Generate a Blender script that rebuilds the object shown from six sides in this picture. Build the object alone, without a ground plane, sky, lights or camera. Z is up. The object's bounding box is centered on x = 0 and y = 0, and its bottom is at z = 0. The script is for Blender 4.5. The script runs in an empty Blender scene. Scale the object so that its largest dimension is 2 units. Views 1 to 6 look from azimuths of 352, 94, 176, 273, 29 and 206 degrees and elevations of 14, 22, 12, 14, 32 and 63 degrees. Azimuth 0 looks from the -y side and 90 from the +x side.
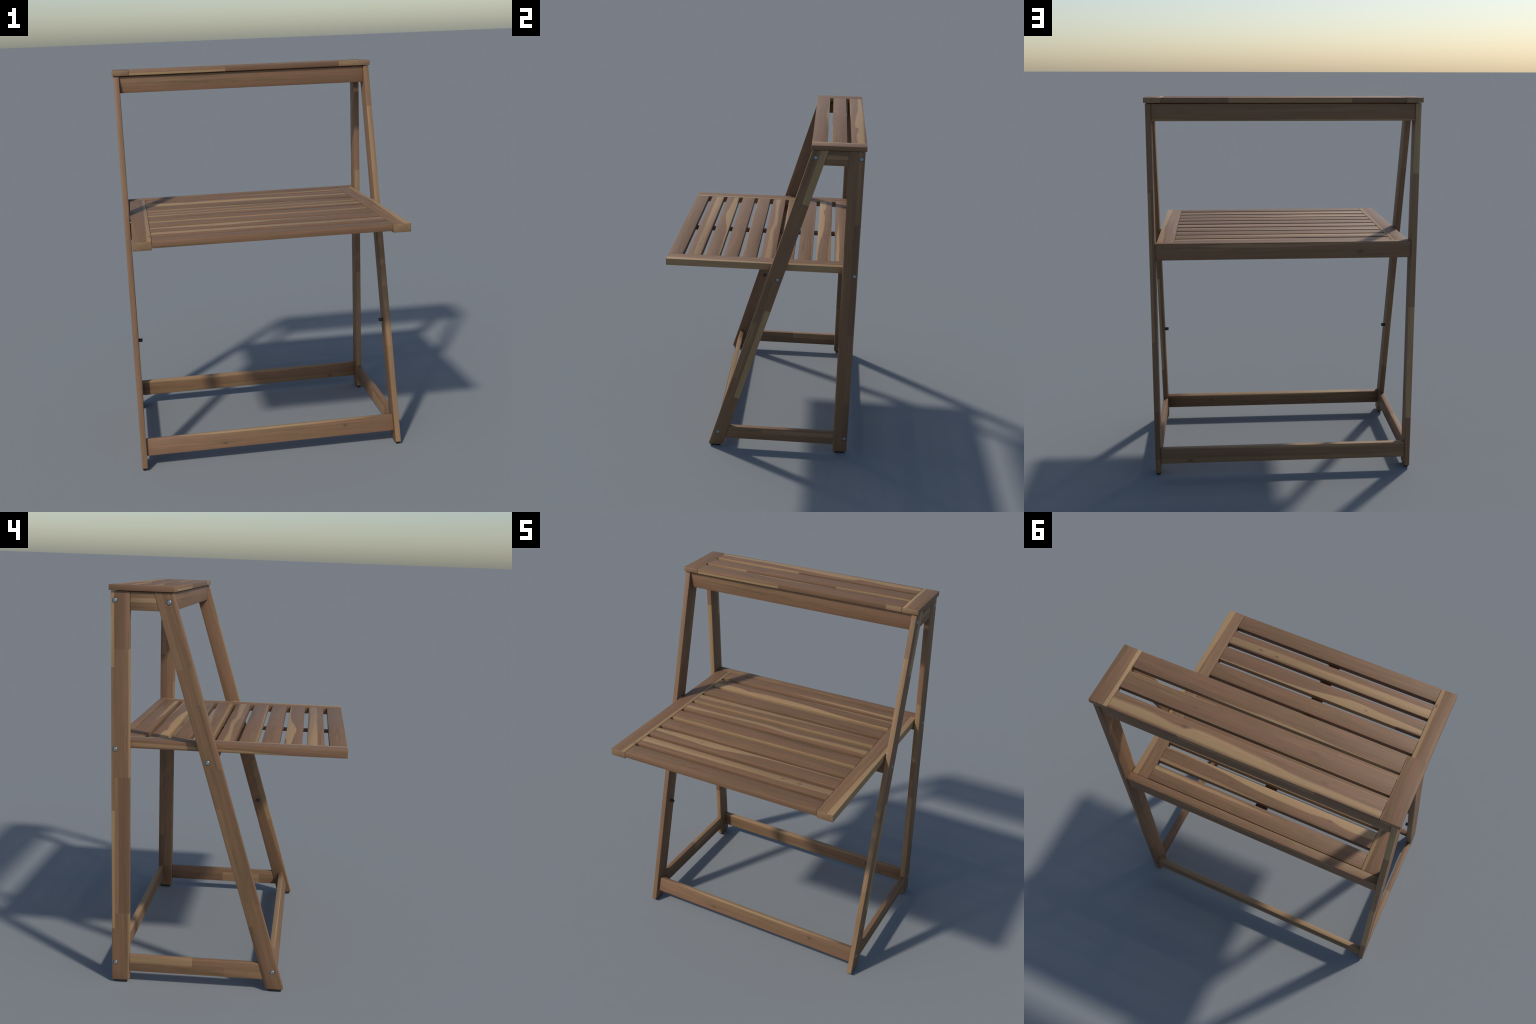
# Folding acacia-wood plant stand: two A-frames, a wide slatted tabletop and a narrow slatted top shelf.
import bpy, bmesh, math
from mathutils import Vector, Matrix

# ------------------------------------------------------------------ node helper
class Nodes:
    """Tiny expression builder for shader node trees."""
    def __init__(self, tree):
        self.t = tree

    def new(self, kind):
        return self.t.nodes.new(kind)

    def put(self, sock, val):
        if isinstance(val, bpy.types.NodeSocket):
            self.t.links.new(val, sock)
        else:
            sock.default_value = val

    def math(self, op, a, b=0.0, c=0.0, clamp=False):
        n = self.new('ShaderNodeMath')
        n.operation = op
        n.use_clamp = clamp
        for i, v in enumerate((a, b, c)):
            self.put(n.inputs[i], v)
        return n.outputs[0]

    def add(self, a, b): return self.math('ADD', a, b)
    def sub(self, a, b): return self.math('SUBTRACT', a, b)
    def mul(self, a, b): return self.math('MULTIPLY', a, b)

    def step(self, x, lo, hi):
        n = self.new('ShaderNodeMapRange')
        n.interpolation_type = 'SMOOTHSTEP'
        self.put(n.inputs[0], x); self.put(n.inputs[1], lo); self.put(n.inputs[2], hi)
        n.inputs[3].default_value = 0.0
        n.inputs[4].default_value = 1.0
        return n.outputs[0]

    def vec(self, x, y, z):
        n = self.new('ShaderNodeCombineXYZ')
        for i, v in enumerate((x, y, z)):
            self.put(n.inputs[i], v)
        return n.outputs[0]

    def noise(self, vec, detail=3.0, rough=0.55, scale=1.0, distortion=0.0):
        n = self.new('ShaderNodeTexNoise')
        self.put(n.inputs['Vector'], vec)
        n.inputs['Scale'].default_value = scale
        n.inputs['Detail'].default_value = detail
        n.inputs['Roughness'].default_value = rough
        n.inputs['Distortion'].default_value = distortion
        return n.outputs['Fac']

    def mix(self, fac, a, b, mode='MIX'):
        n = self.new('ShaderNodeMix')
        n.data_type = 'RGBA'
        n.blend_type = mode
        self.put(n.inputs[0], fac)
        for s, v in ((n.inputs[6], a), (n.inputs[7], b)):
            self.put(s, v if isinstance(v, bpy.types.NodeSocket) else (*v, 1.0))
        return n.outputs[2]

    def ramp(self, fac, stops):
        n = self.new('ShaderNodeValToRGB')
        self.put(n.inputs[0], fac)
        e = n.color_ramp.elements
        while len(e) < len(stops):
            e.new(0.5)
        for el, (p, c) in zip(e, stops):
            el.position = p
            el.color = (*c, 1.0)
        return n.outputs[0]

    def curve(self, x, pts):
        n = self.new('ShaderNodeFloatCurve')
        self.put(n.inputs[1], x)
        cv = n.mapping.curves[0]
        cv.points[0].location = pts[0]
        cv.points[1].location = pts[-1]
        for p in pts[1:-1]:
            cv.points.new(*p)
        n.mapping.update()
        return n.outputs[0]


def start_material(name):
    m = bpy.data.materials.new(name)
    m.use_nodes = True
    t = m.node_tree
    t.nodes.clear()
    out = t.nodes.new('ShaderNodeOutputMaterial')
    bsdf = t.nodes.new('ShaderNodeBsdfPrincipled')
    t.links.new(bsdf.outputs[0], out.inputs[0])
    return m, Nodes(t), bsdf

# ------------------------------------------------------------------ wood
HEART_DARK = (0.142, 0.076, 0.041)
HEART_MID = (0.226, 0.116, 0.064)
HEART_WARM = (0.260, 0.130, 0.069)
HEART_OLIVE = (0.190, 0.111, 0.053)
SAP = (0.415, 0.276, 0.131)
SAP_PINK = (0.355, 0.205, 0.102)
GOLD = (0.330, 0.192, 0.084)
KNOT = (0.075, 0.042, 0.030)


def acacia(name, length, width, seed, thick=0.03, bands=(), patches=(), knots=(), tone=1.0, laminate=False):
    """Acacia timber: brown heartwood, pale sapwood bands, glued staves, knots.
    Local frame: x along the grain, y across the width, z through the thickness.
    u = 0..1 along x, v = 0..1 across y, w = 0..1 through z.
    band  = (lower edge points [(u, v)..], upper edge points, softness, strength)
    patch = (u0, u1, v0, v1, amount[, w0, w1]); amount > 0 pale stave, < 0 darker stave
    knot  = (u, v, radius)"""
    m, n, bsdf = start_material(name)
    tc = n.new('ShaderNodeTexCoord')
    sp = n.new('ShaderNodeSeparateXYZ')
    n.put(sp.inputs[0], tc.outputs['Object'])
    x, y, z = sp.outputs
    u = n.add(n.mul(x, 1 / length), 0.5)
    v = n.add(n.mul(y, 1 / width), 0.5)
    w = n.add(n.mul(z, 1 / thick), 0.5)
    s = seed * 3.71
    xs = n.add(x, s)
    # grain lines wander slightly along the length
    wander = n.mul(n.sub(n.noise(n.vec(n.mul(xs, 2.2), n.mul(y, 7), n.add(n.mul(z, 7), s)), 2), 0.5), 0.030)
    # fibres swing round the knots
    knot_mask = None
    for ku, kv, kr, *ks in knots:
        dx = n.mul(n.sub(x, (ku - 0.5) * length), 1 / (2.0 * kr))
        dy = n.mul(n.sub(y, (kv - 0.5) * width), 1 / kr)
        d2 = n.add(n.mul(dx, dx), n.mul(dy, dy))
        swirl = n.math('EXPONENT', n.mul(d2, -0.22))
        wander = n.add(wander, n.mul(n.mul(swirl, dy), -0.55 * kr))
        jag = n.mul(n.noise(n.vec(n.mul(xs, 90), n.mul(y, 160), z), 2), 0.9)
        k = n.math('EXPONENT', n.mul(n.add(d2, n.mul(d2, jag)), -0.9))
        k = n.mul(k, ks[0] if ks else 1.0)
        knot_mask = k if knot_mask is None else n.math('MAXIMUM', knot_mask, k)
    yw = n.add(y, wander)
    zw = n.add(z, n.mul(wander, 0.6))
    broad = n.noise(n.vec(n.mul(xs, 1.1), n.mul(yw, 22), n.add(n.mul(zw, 22), s)), 3, 0.5)
    streak = n.noise(n.vec(n.mul(xs, 2.6), n.mul(yw, 115), n.add(n.mul(zw, 115), s * 1.7)), 4, 0.62)
    fibre = n.noise(n.vec(n.mul(xs, 14), n.mul(yw, 420), n.mul(zw, 420)), 2, 0.5)
    figure = n.noise(n.vec(n.mul(xs, 1.9), n.mul(yw, 46), n.add(n.mul(zw, 46), s * 2.3)), 3, 0.5, 1.0, 0.5)
    cloud = n.noise(n.vec(n.mul(xs, 6.5), n.mul(yw, 16), n.mul(zw, 16)), 3, 0.6, 1.0, 0.8)
    tint = n.add(n.mul(broad, 0.55), n.add(n.mul(figure, 0.33), n.mul(cloud, 0.12)))
    heart = n.ramp(tint, [(0.32, HEART_DARK), (0.42, HEART_OLIVE), (0.50, HEART_MID), (0.56, HEART_OLIVE), (0.66, HEART_WARM)])
    col = heart
    # thin straight golden streaks in the heartwood
    lines = n.noise(n.vec(n.mul(xs, 1.3), n.mul(yw, 150), n.add(n.mul(zw, 150), s * 0.9)), 2, 0.4)
    col = n.mix(n.mul(n.step(lines, 0.60, 0.72), 0.30), col, GOLD)
    dim = n.noise(n.vec(n.mul(xs, 1.7), n.mul(yw, 110), n.add(n.mul(zw, 110), s * 1.3)), 2, 0.4)
    col = n.mix(n.mul(n.step(dim, 0.58, 0.74), 0.32), col, HEART_DARK)
    # sapwood bands with hand-placed edges
    for lo, hi, soft, strength, *face in bands:
        wob = n.mul(n.sub(n.noise(n.vec(n.mul(xs, 5), n.mul(y, 25), z), 2), 0.5), 0.10)
        vv = n.add(w if face else v, n.add(wob, n.mul(wander, 2.0)))
        shift = lambda pts: [(a, (b + 0.5) / 2.0) for a, b in pts]
        lo_c = n.sub(n.mul(n.curve(u, shift(lo)), 2.0), 0.5)
        hi_c = n.sub(n.mul(n.curve(u, shift(hi)), 2.0), 0.5)
        mk = n.mul(n.step(n.sub(vv, lo_c), -soft, soft), n.sub(1.0, n.step(n.sub(vv, hi_c), -soft, soft)))
        mk = n.mul(mk, n.step(n.sub(hi_c, lo_c), 0.0, 0.05))
        if face:                       # band drawn on one edge face only, measured through the thickness
            mk = n.mul(mk, n.mul(n.math('GREATER_THAN', v, face[0]), n.math('LESS_THAN', v, face[1])))
        sap = n.mix(n.step(streak, 0.35, 0.68), SAP, SAP_PINK)
        col = n.mix(n.mul(mk, strength), col, sap)
    # glued staves with crisp joints
    for pt in patches:
        u0, u1, v0, v1, amt = pt[:5]
        def box(c, a, b):
            return n.mul(n.math('GREATER_THAN', c, a), n.math('LESS_THAN', c, b))
        mk = n.mul(box(u, u0, u1), n.mul(n.step(v, v0 - 0.012, v0 + 0.012), n.sub(1.0, n.step(v, v1 - 0.012, v1 + 0.012))))
        if len(pt) > 5:
            mk = n.mul(mk, box(w, pt[5], pt[6]))
        if amt >= 0:
            sap = n.mix(n.step(broad, 0.35, 0.62), SAP_PINK, SAP)
            fade = n.add(0.70, n.mul(streak, 0.55))
            col = n.mix(n.math('MULTIPLY', n.mul(mk, amt), fade, clamp=True), col, sap)
        else:
            col = n.mix(n.mul(mk, -amt), col, HEART_DARK)
    # grain contrast
    shade = n.add(0.665, n.add(n.mul(streak, 0.50), n.mul(fibre, 0.17)))
    shade = n.mul(shade, tone * 0.965)
    g = n.new('ShaderNodeCombineColor')
    for i in range(3):
        n.put(g.inputs[i], shade)
    col = n.mix(1.0, col, g.outputs[0], 'MULTIPLY')
    # thin dark pores
    pores = n.mul(n.step(n.noise(n.vec(n.mul(xs, 22), n.mul(yw, 300), n.mul(zw, 300)), 1), 0.66, 0.76), 0.22)
    col = n.mix(pores, col, HEART_DARK)
    if knot_mask is not None:
        col = n.mix(n.mul(knot_mask, 0.75), col, KNOT)
    n.put(bsdf.inputs['Base Color'], col)
    n.put(bsdf.inputs['Roughness'], n.add(0.50, n.mul(streak, 0.16)))
    bsdf.inputs['Specular IOR Level'].default_value = 0.36
    bump = n.new('ShaderNodeBump')
    bump.inputs['Strength'].default_value = 0.12
    bump.inputs['Distance'].default_value = 0.002
    n.put(bump.inputs['Height'], n.add(streak, n.mul(fibre, 0.5)))
    n.put(bsdf.inputs['Normal'], bump.outputs[0])
    return m


def end_grain():
    m, n, bsdf = start_material('acacia_end_grain')
    tc = n.new('ShaderNodeTexCoord')
    f = n.noise(tc.outputs['Object'], 3, 0.5, 42, 0.3)
    n.put(bsdf.inputs['Base Color'], n.ramp(f, [(0.32, (0.205, 0.118, 0.062)), (0.5, (0.238, 0.140, 0.068)), (0.68, (0.262, 0.158, 0.078))]))
    bsdf.inputs['Roughness'].default_value = 0.62
    return m


def plain(name, rgb, rough, metallic=0.0, grain=0.0):
    m, n, bsdf = start_material(name)
    tc = n.new('ShaderNodeTexCoord')
    f = n.noise(tc.outputs['Object'], 3, 0.6, 140)
    lo = tuple(c * (1 - grain) for c in rgb)
    hi = tuple(min(1, c * (1 + grain)) for c in rgb)
    n.put(bsdf.inputs['Base Color'], n.ramp(f, [(0.3, lo), (0.7, hi)]))
    bsdf.inputs['Roughness'].default_value = rough
    bsdf.inputs['Metallic'].default_value = metallic
    return m

END = end_grain()
ZINC = plain('zinc_plated_steel', (0.29, 0.36, 0.40), 0.42, 0.75, 0.08)
RUBBER = plain('black_rubber', (0.012, 0.012, 0.013), 0.6, 0.0, 0.1)
PEGMAT = plain('dark_stained_dowel', (0.030, 0.018, 0.016), 0.5, 0.0, 0.2)

# ------------------------------------------------------------------ geometry
EDGE = 0.0022


def finish_mesh(bm, name):
    bmesh.ops.recalc_face_normals(bm, faces=bm.faces)
    me = bpy.data.meshes.new(name)
    bm.to_mesh(me)
    bm.free()
    return me


def plank_mesh(name, profile, thick, edge=EDGE, ends=True):
    """Extrude a profile in local x-y through the thickness, round all edges;
    faces that cut across the grain take the end-grain slot."""
    bm = bmesh.new()
    lo = [bm.verts.new((a, b, -thick / 2)) for a, b in profile]
    hi = [bm.verts.new((a, b, thick / 2)) for a, b in profile]
    k = len(profile)
    bm.faces.new(lo[::-1])
    bm.faces.new(hi)
    for i in range(k):
        j = (i + 1) % k
        bm.faces.new((lo[i], lo[j], hi[j], hi[i]))
    bmesh.ops.recalc_face_normals(bm, faces=bm.faces)
    bmesh.ops.bevel(bm, geom=list(bm.edges), offset=edge, segments=2, profile=0.5, affect='EDGES', clamp_overlap=True)
    bm.normal_update()
    for f in bm.faces:
        f.smooth = True
        f.material_index = 1 if ends and abs(f.normal.x) > 0.80 else 0
    me = finish_mesh(bm, name)
    me.set_sharp_from_angle(angle=math.radians(40))
    return me


def rect(l, w):
    return [(-l / 2, -w / 2), (l / 2, -w / 2), (l / 2, w / 2), (-l / 2, w / 2)]


def lathe_mesh(name, pts, seg=28):
    """Revolve (radius, height) points round local z."""
    bm = bmesh.new()
    rings = []
    for r, h in pts:
        if r < 1e-6:
            rings.append([bm.verts.new((0, 0, h))])
        else:
            rings.append([bm.verts.new((r * math.cos(2 * math.pi * i / seg), r * math.sin(2 * math.pi * i / seg), h)) for i in range(seg)])
    for a, b in zip(rings, rings[1:]):
        for i in range(seg):
            j = (i + 1) % seg
            q = [a[i % len(a)], a[j % len(a)], b[j % len(b)], b[i % len(b)]]
            q = list(dict.fromkeys(q))
            if len(q) > 2:
                bm.faces.new(q)
    for f in bm.faces:
        f.smooth = True
    me = finish_mesh(bm, name)
    me.set_sharp_from_angle(angle=math.radians(45))
    return me


def place(name, me, parent, centre, xaxis, yaxis, mats):
    ob = bpy.data.objects.new(name, me)
    bpy.context.scene.collection.objects.link(ob)
    X = Vector(xaxis).normalized()
    Y = Vector(yaxis).normalized()
    Z = X.cross(Y)
    R = Matrix((X, Y, Z)).transposed().to_4x4()
    world = Matrix.Translation(Vector(centre)) @ R
    base = WORLD[parent.name] if parent else Matrix.Identity(4)
    WORLD[ob.name] = world
    ob.parent = parent
    ob.matrix_parent_inverse = Matrix.Identity(4)
    ob.matrix_basis = base.inverted() @ world
    if me is not None and not me.materials:
        for mt in mats:
            me.materials.append(mt)
    return ob

WORLD = {}
ROOT = bpy.data.objects.new('folding_plant_stand', None)
bpy.context.scene.collection.objects.link(ROOT)
WORLD[ROOT.name] = Matrix.Identity(4)
ROOT['label'] = 'folding acacia wood plant stand with two slatted shelves'
ROOT['category'] = 'plant stand'


def group(name, centre):
    ob = place(name, None, ROOT, centre, (1, 0, 0), (0, 1, 0), ())
    ob.empty_display_size = 0.1
    return ob

# ------------------------------------------------------------------ sizes
LEG_OUT, LEG_IN = 0.6895, 0.6612
LEG_T = LEG_OUT - LEG_IN
LEG_X = (LEG_OUT + LEG_IN) / 2
LEG_Z0, LEG_Z1 = 0.011, 1.9712
BACK_Y0, BACK_Y1 = 0.4752, 0.5645
SLOPE = 0.3009                      # forward lean of the front legs, dy/dz
FRONT_C = (0.0225, 0.9905)          # centre of a front leg in y, z
FRONT_W = 0.0908                    # its horizontal width
LEAN = math.atan(SLOPE)
AXIS = Vector((0, math.sin(LEAN), math.cos(LEAN)))
ACROSS = Vector((0, math.cos(LEAN), -math.sin(LEAN)))


def front_y(z, side=0.0):
    """y of the front leg at height z; side -1 front edge, +1 rear edge."""
    return FRONT_C[0] + SLOPE * (z - FRONT_C[1]) + side * FRONT_W / 2


def leg_point(yz, centre, xa, ya):
    d = Vector((0, yz[0], yz[1])) - Vector((0, centre[0], centre[1]))
    return (d.dot(xa), d.dot(ya))


def rounded(poly, which, r):
    """Round the listed corners of a polygon with a small arc."""
    out = []
    k = len(poly)
    for i, p in enumerate(poly):
        if i not in which:
            out.append(p); continue
        P = Vector(p); A = (Vector(poly[i - 1]) - P).normalized(); B = (Vector(poly[(i + 1) % k]) - P).normalized()
        a, b = P + A * r, P + B * r
        out += [tuple(a), tuple((a + b) * 0.25 + P * 0.5), tuple(b)]
    return out

# ------------------------------------------------------------------ legs
BOLT_ME = lathe_mesh('bolt', [(0.0113, -0.0050), (0.0113, -0.0018), (0.0107, -0.0003), (0.0088, 0.0008), (0.0056, 0.0014), (0.0034, 0.0015), (0.0026, 0.0004), (0, 0.0002)])
PEG_ME = lathe_mesh('stop_peg', [(0.0092, -0.010), (0.0092, 0.0200), (0.0082, 0.0215), (0, 0.0215)], 20)
WASHER_ME = lathe_mesh('pivot_washer', [(0.0, -0.0032), (0.0185, -0.0032), (0.0192, -0.0026), (0.0192, 0.0026), (0.0185, 0.0032), (0.0, 0.0032)])

BOLTS = {'back': [(0.546, 1.928), (0.546, 1.222), (0.546, 0.105)],
         'front': [(0.2915, 1.927), (0.097, 1.176), (-0.257, 0.103)]}


def zu(z):                           # height -> u along a leg
    return (z - LEG_Z0) / (LEG_Z1 - LEG_Z0)

# patches on legs: v = 0 front edge, v = 1 rear edge
LEG_LOOK = {
    ('back', -1): dict(seed=11, patches=[
        (zu(1.617), 1.1, 0.82, 1.2, 0.85), (zu(0.913), zu(1.615), 0.86, 1.2, 0.23), (zu(0.292), zu(0.913), 0.82, 1.2, 0.85),
        (zu(1.704), 1.1, 0.22, 0.82, -0.42), (zu(0.376), zu(1.081), 0.0, 0.62, -0.51), (zu(0.376), zu(1.081), 0.60, 0.84, 0.21),
        (zu(1.081), zu(1.704), -0.2, 0.07, 0.52), (-0.1, zu(0.376), -0.2, 0.10, 0.46)]),
    ('back', 1): dict(seed=12, patches=[
        (zu(1.541), 1.1, 0.62, 0.86, 0.23), (zu(0.834), zu(1.541), 0.55, 1.2, -0.54), (zu(0.09), zu(0.36), 0.60, 1.2, -0.65),
        (zu(1.004), zu(1.37), -0.2, 0.10, 0.33), (zu(0.745), zu(1.53), 0.90, 1.2, 0.52, 0.0, 0.55), (-0.1, zu(0.75), -0.2, 0.08, 0.39)]),
    ('front', -1): dict(seed=13, patches=[
        (zu(1.624), 1.1, 0.62, 1.2, 0.21), (zu(1.136), zu(1.624), 0.02, 0.30, 0.12), (zu(1.136), zu(1.45), 0.24, 0.36, -0.65),
        (zu(0.355), zu(0.957), 0.70, 1.2, 0.21), (-0.1, zu(0.355), 0.82, 1.2, -0.51), (zu(0.46), zu(1.14), 0.0, 0.34, -0.31)]),
    ('front', 1): dict(seed=14, patches=[
        (zu(1.655), 1.1, 0.52, 1.2, 0.73, -0.2, 0.5), (zu(0.369), zu(0.977), 0.60, 1.2, 0.73, -0.2, 0.5), (zu(0.884), zu(1.16), 0.1, 0.45, -0.42),
        (zu(1.00), zu(1.746), -0.2, 0.05, 0.38), (-0.1, zu(0.464), -0.2, 0.05, 0.34), (zu(0.496), zu(0.884), -0.2, 0.35, 0.21),
        (zu(0.464), zu(1.0), -0.2, 0.06, 0.27)]),
}


def counterbore(me, spots, face_z, radius=0.0127, depth=0.0050):
    """Sink shallow round holes for the bolt heads into one face of a plank."""
    bm = bmesh.new()
    for a, b in spots:
        bmesh.ops.create_cone(bm, cap_ends=True, segments=32, radius1=radius, radius2=radius, depth=2 * depth,
                              matrix=Matrix.Translation((a, b, face_z)))
    cut = bpy.data.objects.new('cutter', finish_mesh(bm, 'cutter'))
    body = bpy.data.objects.new('blank', me)
    for o in (cut, body):
        bpy.context.scene.collection.objects.link(o)
    md = body.modifiers.new('bore', 'BOOLEAN')
    md.operation = 'DIFFERENCE'
    md.solver = 'EXACT'
    md.object = cut
    dg = bpy.context.evaluated_depsgraph_get()
    out = bpy.data.meshes.new_from_object(body.evaluated_get(dg))
    for o in (cut, body):
        bpy.data.objects.remove(o)
    out.name = 'leg'
    out.materials.clear()
    out.set_sharp_from_angle(angle=math.radians(40))
    return out


def build_leg(kind, sx):
    if kind == 'back':
        cy, cz = (BACK_Y0 + BACK_Y1) / 2, (LEG_Z0 + LEG_Z1) / 2
        xa, ya = Vector((0, 0, 1)), Vector((0, 1, 0))
        corners = [(BACK_Y0, LEG_Z0), (BACK_Y0, LEG_Z1), (BACK_Y1, LEG_Z1), (BACK_Y1, LEG_Z0)]
        width = BACK_Y1 - BACK_Y0
        cross = 0.0
    else:
        cy, cz = FRONT_C
        xa, ya = AXIS, ACROSS
        corners = [(front_y(LEG_Z0, -1), LEG_Z0), (front_y(LEG_Z1, -1), LEG_Z1), (front_y(LEG_Z1, 1), LEG_Z1), (front_y(LEG_Z0, 1), LEG_Z0)]
        width = FRONT_W * math.cos(LEAN)
    prof = [leg_point(c, (cy, cz), xa, ya) for c in corners]
    prof = rounded(prof, {0, 3} if kind == 'back' else {0}, 0.006)
    me = plank_mesh('leg', prof, LEG_T)
    spots = [leg_point(b, (cy, cz), xa, ya) for b in BOLTS[kind]]
    me = counterbore(me, [(a, b) for a, b in spots], -sx * LEG_T / 2)
    length = (LEG_Z1 - LEG_Z0) / (1.0 if kind == 'back' else math.cos(LEAN))
    mat = acacia('acacia_%s_leg_%s' % (kind, 'right' if sx > 0 else 'left'), length, width, thick=LEG_T, **LEG_LOOK[(kind, sx)])
    leg = place('leg', me, ROOT, (sx * LEG_X, cy, cz), xa, ya, (mat, END))
    # foot pad
    fy = (BACK_Y0 + BACK_Y1) / 2 if kind == 'back' else front_y(0.006)
    pad = plank_mesh('foot_pad', rect(0.066, LEG_T - 0.006), LEG_Z0 + 0.003, 0.002, False)
    place('foot_pad', pad, leg, (sx * LEG_X, fy, (LEG_Z0 + 0.003) / 2), (0, 1, 0), (-1, 0, 0), (RUBBER,))
    for by, bz in BOLTS[kind]:
        place('bolt', BOLT_ME, leg, (sx * LEG_OUT, by, bz), (0, sx, 0), (0, 0, 1), (ZINC,))
    if kind == 'front':
        place('stop_peg', PEG_ME, leg, (sx * LEG_IN, -0.077, 0.628), (0, -sx, 0), (0, 0, 1), (PEGMAT,))
        place('pivot_washer', WASHER_ME, leg, (sx * 0.6578, 0.090, 1.2485), (0, -sx, 0), (0, 0, 1), (ZINC,))
    return leg

for kind in ('front', 'back'):
    for sx in (-1, 1):
        build_leg(kind, sx)

# ------------------------------------------------------------------ rails between the legs, left to right
RAIL_L = 2 * (LEG_IN - 0.0008)
RAIL_H, RAIL_T = 0.087, 0.027


def cross_rail(name, cy, cz, height, thick, lean, **look):
    me = plank_mesh(name, rect(RAIL_L, height), thick)
    up = AXIS if lean else Vector((0, 0, 1))
    mat = acacia('acacia_' + name + '_%d' % look['seed'], RAIL_L, height, thick=thick, **look)
    return place(name, me, ROOT, (0, cy, cz), (1, 0, 0), up, (mat, END))

FLAT = lambda v: [(0, v), (1, v)]
# w = 1 is the front face here
cross_rail('cross_rail', 0.2915, 1.9270, 0.0850, RAIL_T, False, seed=21, knots=[(0.35, 0.45, 0.008, 0.4)])
cross_rail('cross_rail', 0.5460, 1.9270, 0.0850, RAIL_T, False, seed=22,
           bands=[(FLAT(-0.4), [(0, 0.10), (0.3, 0.12), (0.6, 0.07), (1, 0.10)], 0.02, 0.5)])
cross_rail('cross_rail', -0.257, 0.1045, RAIL_H, RAIL_T, True, seed=23, knots=[(0.31, 0.28, 0.007), (0.80, 0.60, 0.008)],
           bands=[([(0, 1.05), (0.12, 1.0), (0.3, 0.90), (0.6, 0.88), (0.85, 0.95), (1, 1.1)], FLAT(1.4), 0.03, 0.75)])
cross_rail('cross_rail', 0.5455, 0.1070, RAIL_H, RAIL_T, False, seed=24, knots=[(0.88, 0.18, 0.008)],
           bands=[([(0, 0.9), (0.3, 0.84), (0.5, 0.88), (1, 1.0)], FLAT(1.4), 0.03, 0.55), (FLAT(0.02), FLAT(0.30), 0.03, 0.30)],
           patches=[(0.0, 0.45, 0.92, 1.2, 0.2)])
cross_rail('cross_rail', 0.0970, 1.1760, RAIL_H, RAIL_T, True, seed=25)
cross_rail('cross_rail', 0.5387, 1.2240, 0.0870, 0.0413, False, seed=26, knots=[(0.2, 0.4, 0.009)],
           bands=[([(0, 1.0), (0.2, 0.92), (0.4, 0.74), (0.7, 0.70), (0.85, 0.85), (1, 1.1)],
                   [(0, 1.0), (0.2, 0.97), (0.4, 0.88), (0.7, 0.93), (0.85, 0.87), (1, 1.1)], 0.03, 0.45)],
           patches=[(0.0, 0.33, 0.86, 1.2, 0.15), (0.33, 0.64, 0.9, 1.2, 0.05)])

# ------------------------------------------------------------------ side rails, front to back
def side_rail(sx, z0, z1, **look):
    gap = 0.0012
    pts = [(front_y(z0, 1) + gap, z0), (BACK_Y0 - gap, z0), (BACK_Y0 - gap, z1), (front_y(z1, 1) + gap, z1)]
    cy = sum(p[0] for p in pts) / 4
    cz = (z0 + z1) / 2
    me = plank_mesh('side_rail', [(a - cy, b - cz) for a, b in pts], LEG_T - 0.0016)
    ln = BACK_Y0 - front_y(z0, 1)
    mat = acacia('acacia_side_rail_%d' % look['seed'], ln, z1 - z0, thick=LEG_T, **look)
    return place('side_rail', me, ROOT, (sx * LEG_X, cy, cz), (0, 1, 0), (0, 0, 1), (mat, END))

side_rail(-1, 1.8850, 1.9702, seed=31, patches=[(-0.3, 1.2, 0.44, 0.69, 0.50), (-0.3, 1.2, 0.69, 1.2, -0.25)])
side_rail(1, 1.8850, 1.9702, seed=32, patches=[(-0.3, 1.2, 0.44, 0.69, 0.55), (-0.3, 1.2, 0.69, 1.2, -0.3)])
side_rail(-1, 0.0620, 0.1480, seed=33, patches=[(0.52, 1.2, 0.52, 1.2, 0.55), (-0.3, 0.28, -0.2, 0.45, 0.15), (0.28, 0.52, 0.45, 0.62, -0.3)])
side_rail(1, 0.0620, 0.1480, seed=34, patches=[(0.33, 1.2, 0.55, 0.85, 0.42, 0.5, 1.2), (0.15, 0.50, -0.2, 0.72, 0.55, -0.2, 0.5)])

# ------------------------------------------------------------------ tabletop
TAB_TOP, TAB_BOT = 1.2650, 1.2236
TAB_FRONT, TAB_BACK = -0.5730, 0.5165
TAB_OUT, TAB_IN = 0.6545, 0.5670
tabletop = group('tabletop', (0, (TAB_FRONT + TAB_BACK) / 2, TAB_BOT))


def bar(name, parent, x0, x1, y0, y1, z0, z1, along, **look):
    """Straight rectangular board; along = 'x' or 'y' (grain direction)."""
    c = ((x0 + x1) / 2, (y0 + y1) / 2, (z0 + z1) / 2)
    if along == 'x':
        l, w, xa, ya = x1 - x0, y1 - y0, (1, 0, 0), (0, 1, 0)
    else:
        l, w, xa, ya = y1 - y0, x1 - x0, (0, 1, 0), (-1, 0, 0)
    me = plank_mesh(name, rect(l, w), z1 - z0)
    mat = look.pop('mat', None) or acacia('acacia_%s_%d' % (name, look['seed']), l, w, thick=z1 - z0, **look)
    return place(name, me, parent, c, xa, ya, (mat, END))

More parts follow.
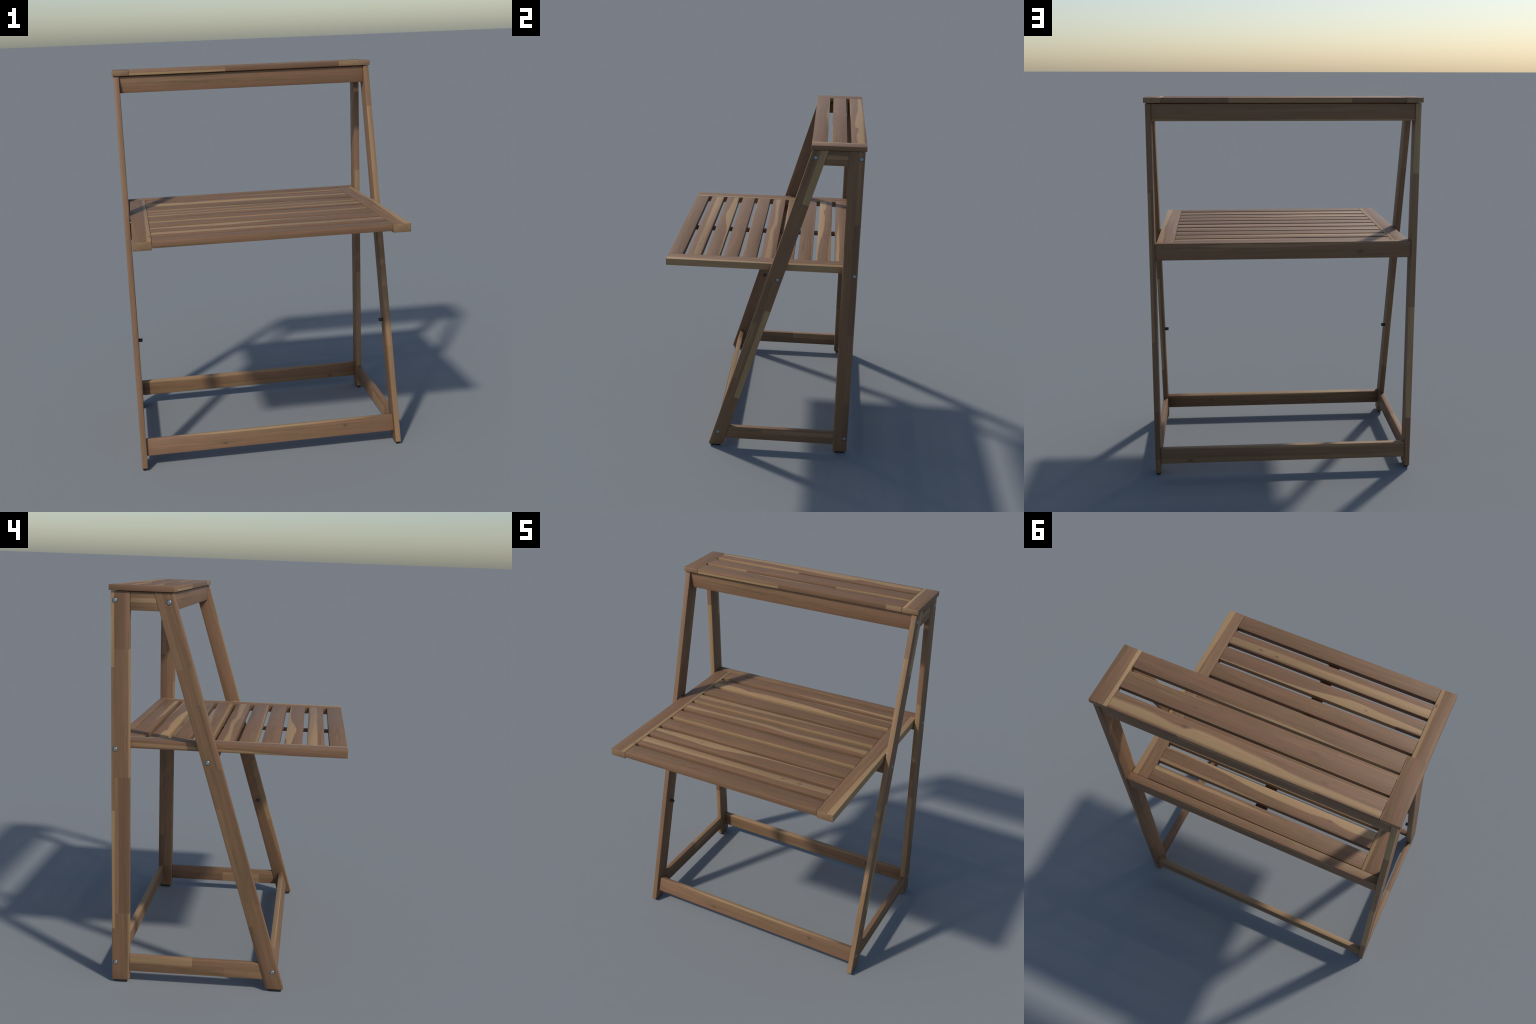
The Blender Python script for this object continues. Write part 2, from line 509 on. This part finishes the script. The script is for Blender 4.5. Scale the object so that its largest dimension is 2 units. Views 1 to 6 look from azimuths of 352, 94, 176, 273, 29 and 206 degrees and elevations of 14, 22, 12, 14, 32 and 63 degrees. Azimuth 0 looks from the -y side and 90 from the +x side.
# end battens: v runs from +x (0) to -x (1), u from front (0) to back (1)
bar('end_batten', tabletop, TAB_IN, TAB_OUT, TAB_FRONT, TAB_BACK, TAB_BOT, TAB_TOP, 'y', seed=41,
    bands=[(FLAT(-0.4), [(0, 0.40), (0.2, 0.34), (0.45, 0.26), (0.6, 0.20), (0.8, 0.30), (1, 0.36)], 0.05, 0.90),
           ([(0, 0.44), (0.5, 0.40), (1, 0.5)], [(0, 0.56), (0.5, 0.55), (1, 0.62)], 0.10, 0.18)])
bar('end_batten', tabletop, -TAB_OUT, -TAB_IN, TAB_FRONT, TAB_BACK, TAB_BOT, TAB_TOP, 'y', seed=42, knots=[(0.10, 0.12, 0.006)],
    bands=[(FLAT(-0.4), [(0, 0.22), (0.4, 0.20), (1, 0.17)], 0.03, 0.80),
           ([(0, -0.3), (0.3, 0.04), (0.6, 0.12), (0.75, 0.2), (1, 0.2)],
            [(0, -0.3), (0.3, 0.10), (0.45, 0.30), (0.6, 0.42), (0.8, 0.62), (1, 0.66)], 0.06, 0.8, 0.97, 1.3)])

SLAT_W, SLAT_PITCH = 0.0867, 0.1111
# u from -x (0) to +x (1), v from front (0) to back (1)
TAB_SLATS = [
    dict(seed=51, tone=0.97),
    dict(seed=52, knots=[(0.845, 0.66, 0.006), (0.76, 0.70, 0.0055)],
         bands=[([(0, 0.40), (0.5, 0.42), (0.8, 0.42), (1, 0.46)], [(0, 0.95), (0.4, 0.92), (0.7, 0.86), (1, 0.90)], 0.02, 0.62),
                ([(0, 0.42), (0.4, 0.44), (0.7, 0.58), (1, 0.7)], [(0, 0.80), (0.3, 0.72), (0.55, 0.60), (0.7, 0.56), (1, 0.6)], 0.06, 0.75)]),
    dict(seed=53, knots=[(0.27, 0.70, 0.0045)],
         bands=[([(0, 0.62), (0.08, 0.56), (0.2, 0.50), (0.33, 0.42), (0.46, 0.60), (0.58, 0.82), (0.8, 0.90), (1, 0.93)],
                 [(0, 0.90), (0.10, 0.95), (0.16, 1.2), (0.5, 1.4), (1, 1.4)], 0.025, 0.92)]),
    dict(seed=54, tone=1.0, knots=[(0.10, 0.5, 0.006, 0.35)]),
    dict(seed=55, bands=[(FLAT(-0.4), [(0, 0.03), (0.5, 0.05), (1, 0.04)], 0.03, 0.75)]),
    dict(seed=56, bands=[([(0, 0.25), (0.25, 0.36), (0.45, 0.42), (0.6, 0.28), (0.8, 0.34), (1, 0.30)],
                          [(0, 0.60), (0.25, 0.58), (0.45, 0.70), (0.6, 0.56), (0.8, 0.66), (1, 0.72)], 0.08, 0.75)]),
    dict(seed=57, bands=[([(0, 0.55), (0.3, 0.62), (0.7, 0.85), (1, 1.0)], FLAT(1.4), 0.08, 0.65),
                         (FLAT(-0.4), [(0, 0.04), (0.6, 0.16), (1, 0.22)], 0.05, 0.5)]),
    dict(seed=58, tone=0.96, bands=[([(0, 0.96), (0.5, 0.90), (1, 0.93)], FLAT(1.4), 0.03, 0.45)]),
    dict(seed=59, knots=[(0.20, 0.42, 0.006, 0.8), (0.66, 0.55, 0.008, 0.5)],
         bands=[(FLAT(-0.4), [(0, 0.46), (0.13, 0.52), (0.21, 0.38), (0.30, 0.46), (0.45, 0.44), (0.6, 0.34), (0.75, 0.14), (1, 0.06)], 0.05, 0.92),
                ([(0, 1.1), (0.5, 0.98), (0.7, 0.86), (1, 0.78)], FLAT(1.4), 0.05, 0.65)]),
    dict(seed=60, knots=[(0.25, 0.4, 0.006, 0.35)],
         bands=[([(0, 0.30), (0.4, 0.24), (0.7, 0.14), (1, 0.10)], [(0, 0.26), (0.4, 0.26), (0.55, 0.30), (0.75, 0.34), (1, 0.32)], 0.04, 0.85)]),
]
for i, look in enumerate(TAB_SLATS):
    y0 = TAB_FRONT + 0.0005 + i * SLAT_PITCH
    bar('slat', tabletop, -TAB_IN + 0.0013, TAB_IN - 0.0013, y0, y0 + SLAT_W, 1.2325, TAB_TOP - 0.0006, 'x', **look)
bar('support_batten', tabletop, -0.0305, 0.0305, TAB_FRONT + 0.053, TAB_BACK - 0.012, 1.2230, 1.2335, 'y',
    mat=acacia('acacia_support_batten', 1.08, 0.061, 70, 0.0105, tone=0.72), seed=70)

# ------------------------------------------------------------------ top shelf
TOP_Z0, TOP_Z1 = 1.9740, 2.0000
TOP_Y0, TOP_Y1 = 0.2660, 0.5730
TOP_OUT, TOP_IN = 0.6970, 0.6100
top_shelf = group('top_shelf', (0, (TOP_Y0 + TOP_Y1) / 2, TOP_Z0))
bar('end_batten', top_shelf, TOP_IN, TOP_OUT, TOP_Y0, TOP_Y1, TOP_Z0, TOP_Z1, 'y', seed=81,
    bands=[([(0, 0.80), (0.5, 0.82), (1, 0.80)], FLAT(1.4), 0.03, 0.85), (FLAT(-0.4), FLAT(-0.2), 0.02, 0.1)])
bar('end_batten', top_shelf, -TOP_OUT, -TOP_IN, TOP_Y0, TOP_Y1, TOP_Z0, TOP_Z1, 'y', seed=82,
    bands=[(FLAT(-0.4), [(0, 0.03), (1, 0.06)], 0.03, 0.6)])
TOP_W, TOP_PITCH = 0.0866, 0.1101
TOP_SLATS = [
    dict(seed=91, bands=[([(0, 0.98), (0.2, 0.93), (0.45, 0.86), (0.6, 0.92), (0.8, 1.05), (1, 1.1)], FLAT(1.4), 0.04, 0.8)],
         patches=[(-0.1, 0.42, -0.3, 0.035, 0.75, -0.3, 0.50), (-0.1, 0.42, -0.3, 0.035, 0.12, 0.50, 1.3),
                  (0.42, 0.93, -0.3, 0.035, -0.45), (0.93, 1.1, -0.3, 0.035, 0.62)]),
    dict(seed=92, knots=[(0.28, 0.45, 0.012, 0.4), (0.72, 0.5, 0.006, 0.25), (0.84, 0.3, 0.006, 0.25)],
         bands=[([(0, 0.95), (1, 0.98)], FLAT(1.4), 0.03, 0.25), ],
         patches=[(-0.1, 0.21, -0.3, 0.035, 0.75), (0.21, 0.66, -0.3, 0.035, -0.4), (0.66, 1.1, -0.3, 0.035, 0.6)]),
    dict(seed=93, knots=[(0.72, 0.42, 0.007, 0.7), (0.21, 0.35, 0.008, 0.5)],
         bands=[([(0, 0.62), (0.12, 0.60), (0.3, 0.58), (0.42, 0.46), (0.55, 0.36), (0.68, 0.34), (0.73, 0.50), (0.85, 0.38), (1, 0.40)],
                 [(0, 0.90), (0.3, 0.92), (0.55, 0.93), (0.8, 0.88), (1, 0.86)], 0.08, 0.92),
                ],
         patches=[(-0.1, 0.43, -0.3, 0.035, 0.7), (0.43, 1.1, -0.3, 0.035, -0.3), (0.225, 0.73, 0.965, 1.3, 0.48, -0.3, 1.3), (-0.1, 0.225, 0.965, 1.3, -0.5), (0.73, 1.1, 0.965, 1.3, -0.35)]),
]
for i, look in enumerate(TOP_SLATS):
    y0 = TOP_Y0 + 0.0003 + i * TOP_PITCH
    bar('slat', top_shelf, -TOP_IN + 0.0013, TOP_IN - 0.0013, y0, y0 + TOP_W, TOP_Z0 + 0.0001, TOP_Z1 - 0.0001, 'x', **look)
bpy.context.view_layer.update()
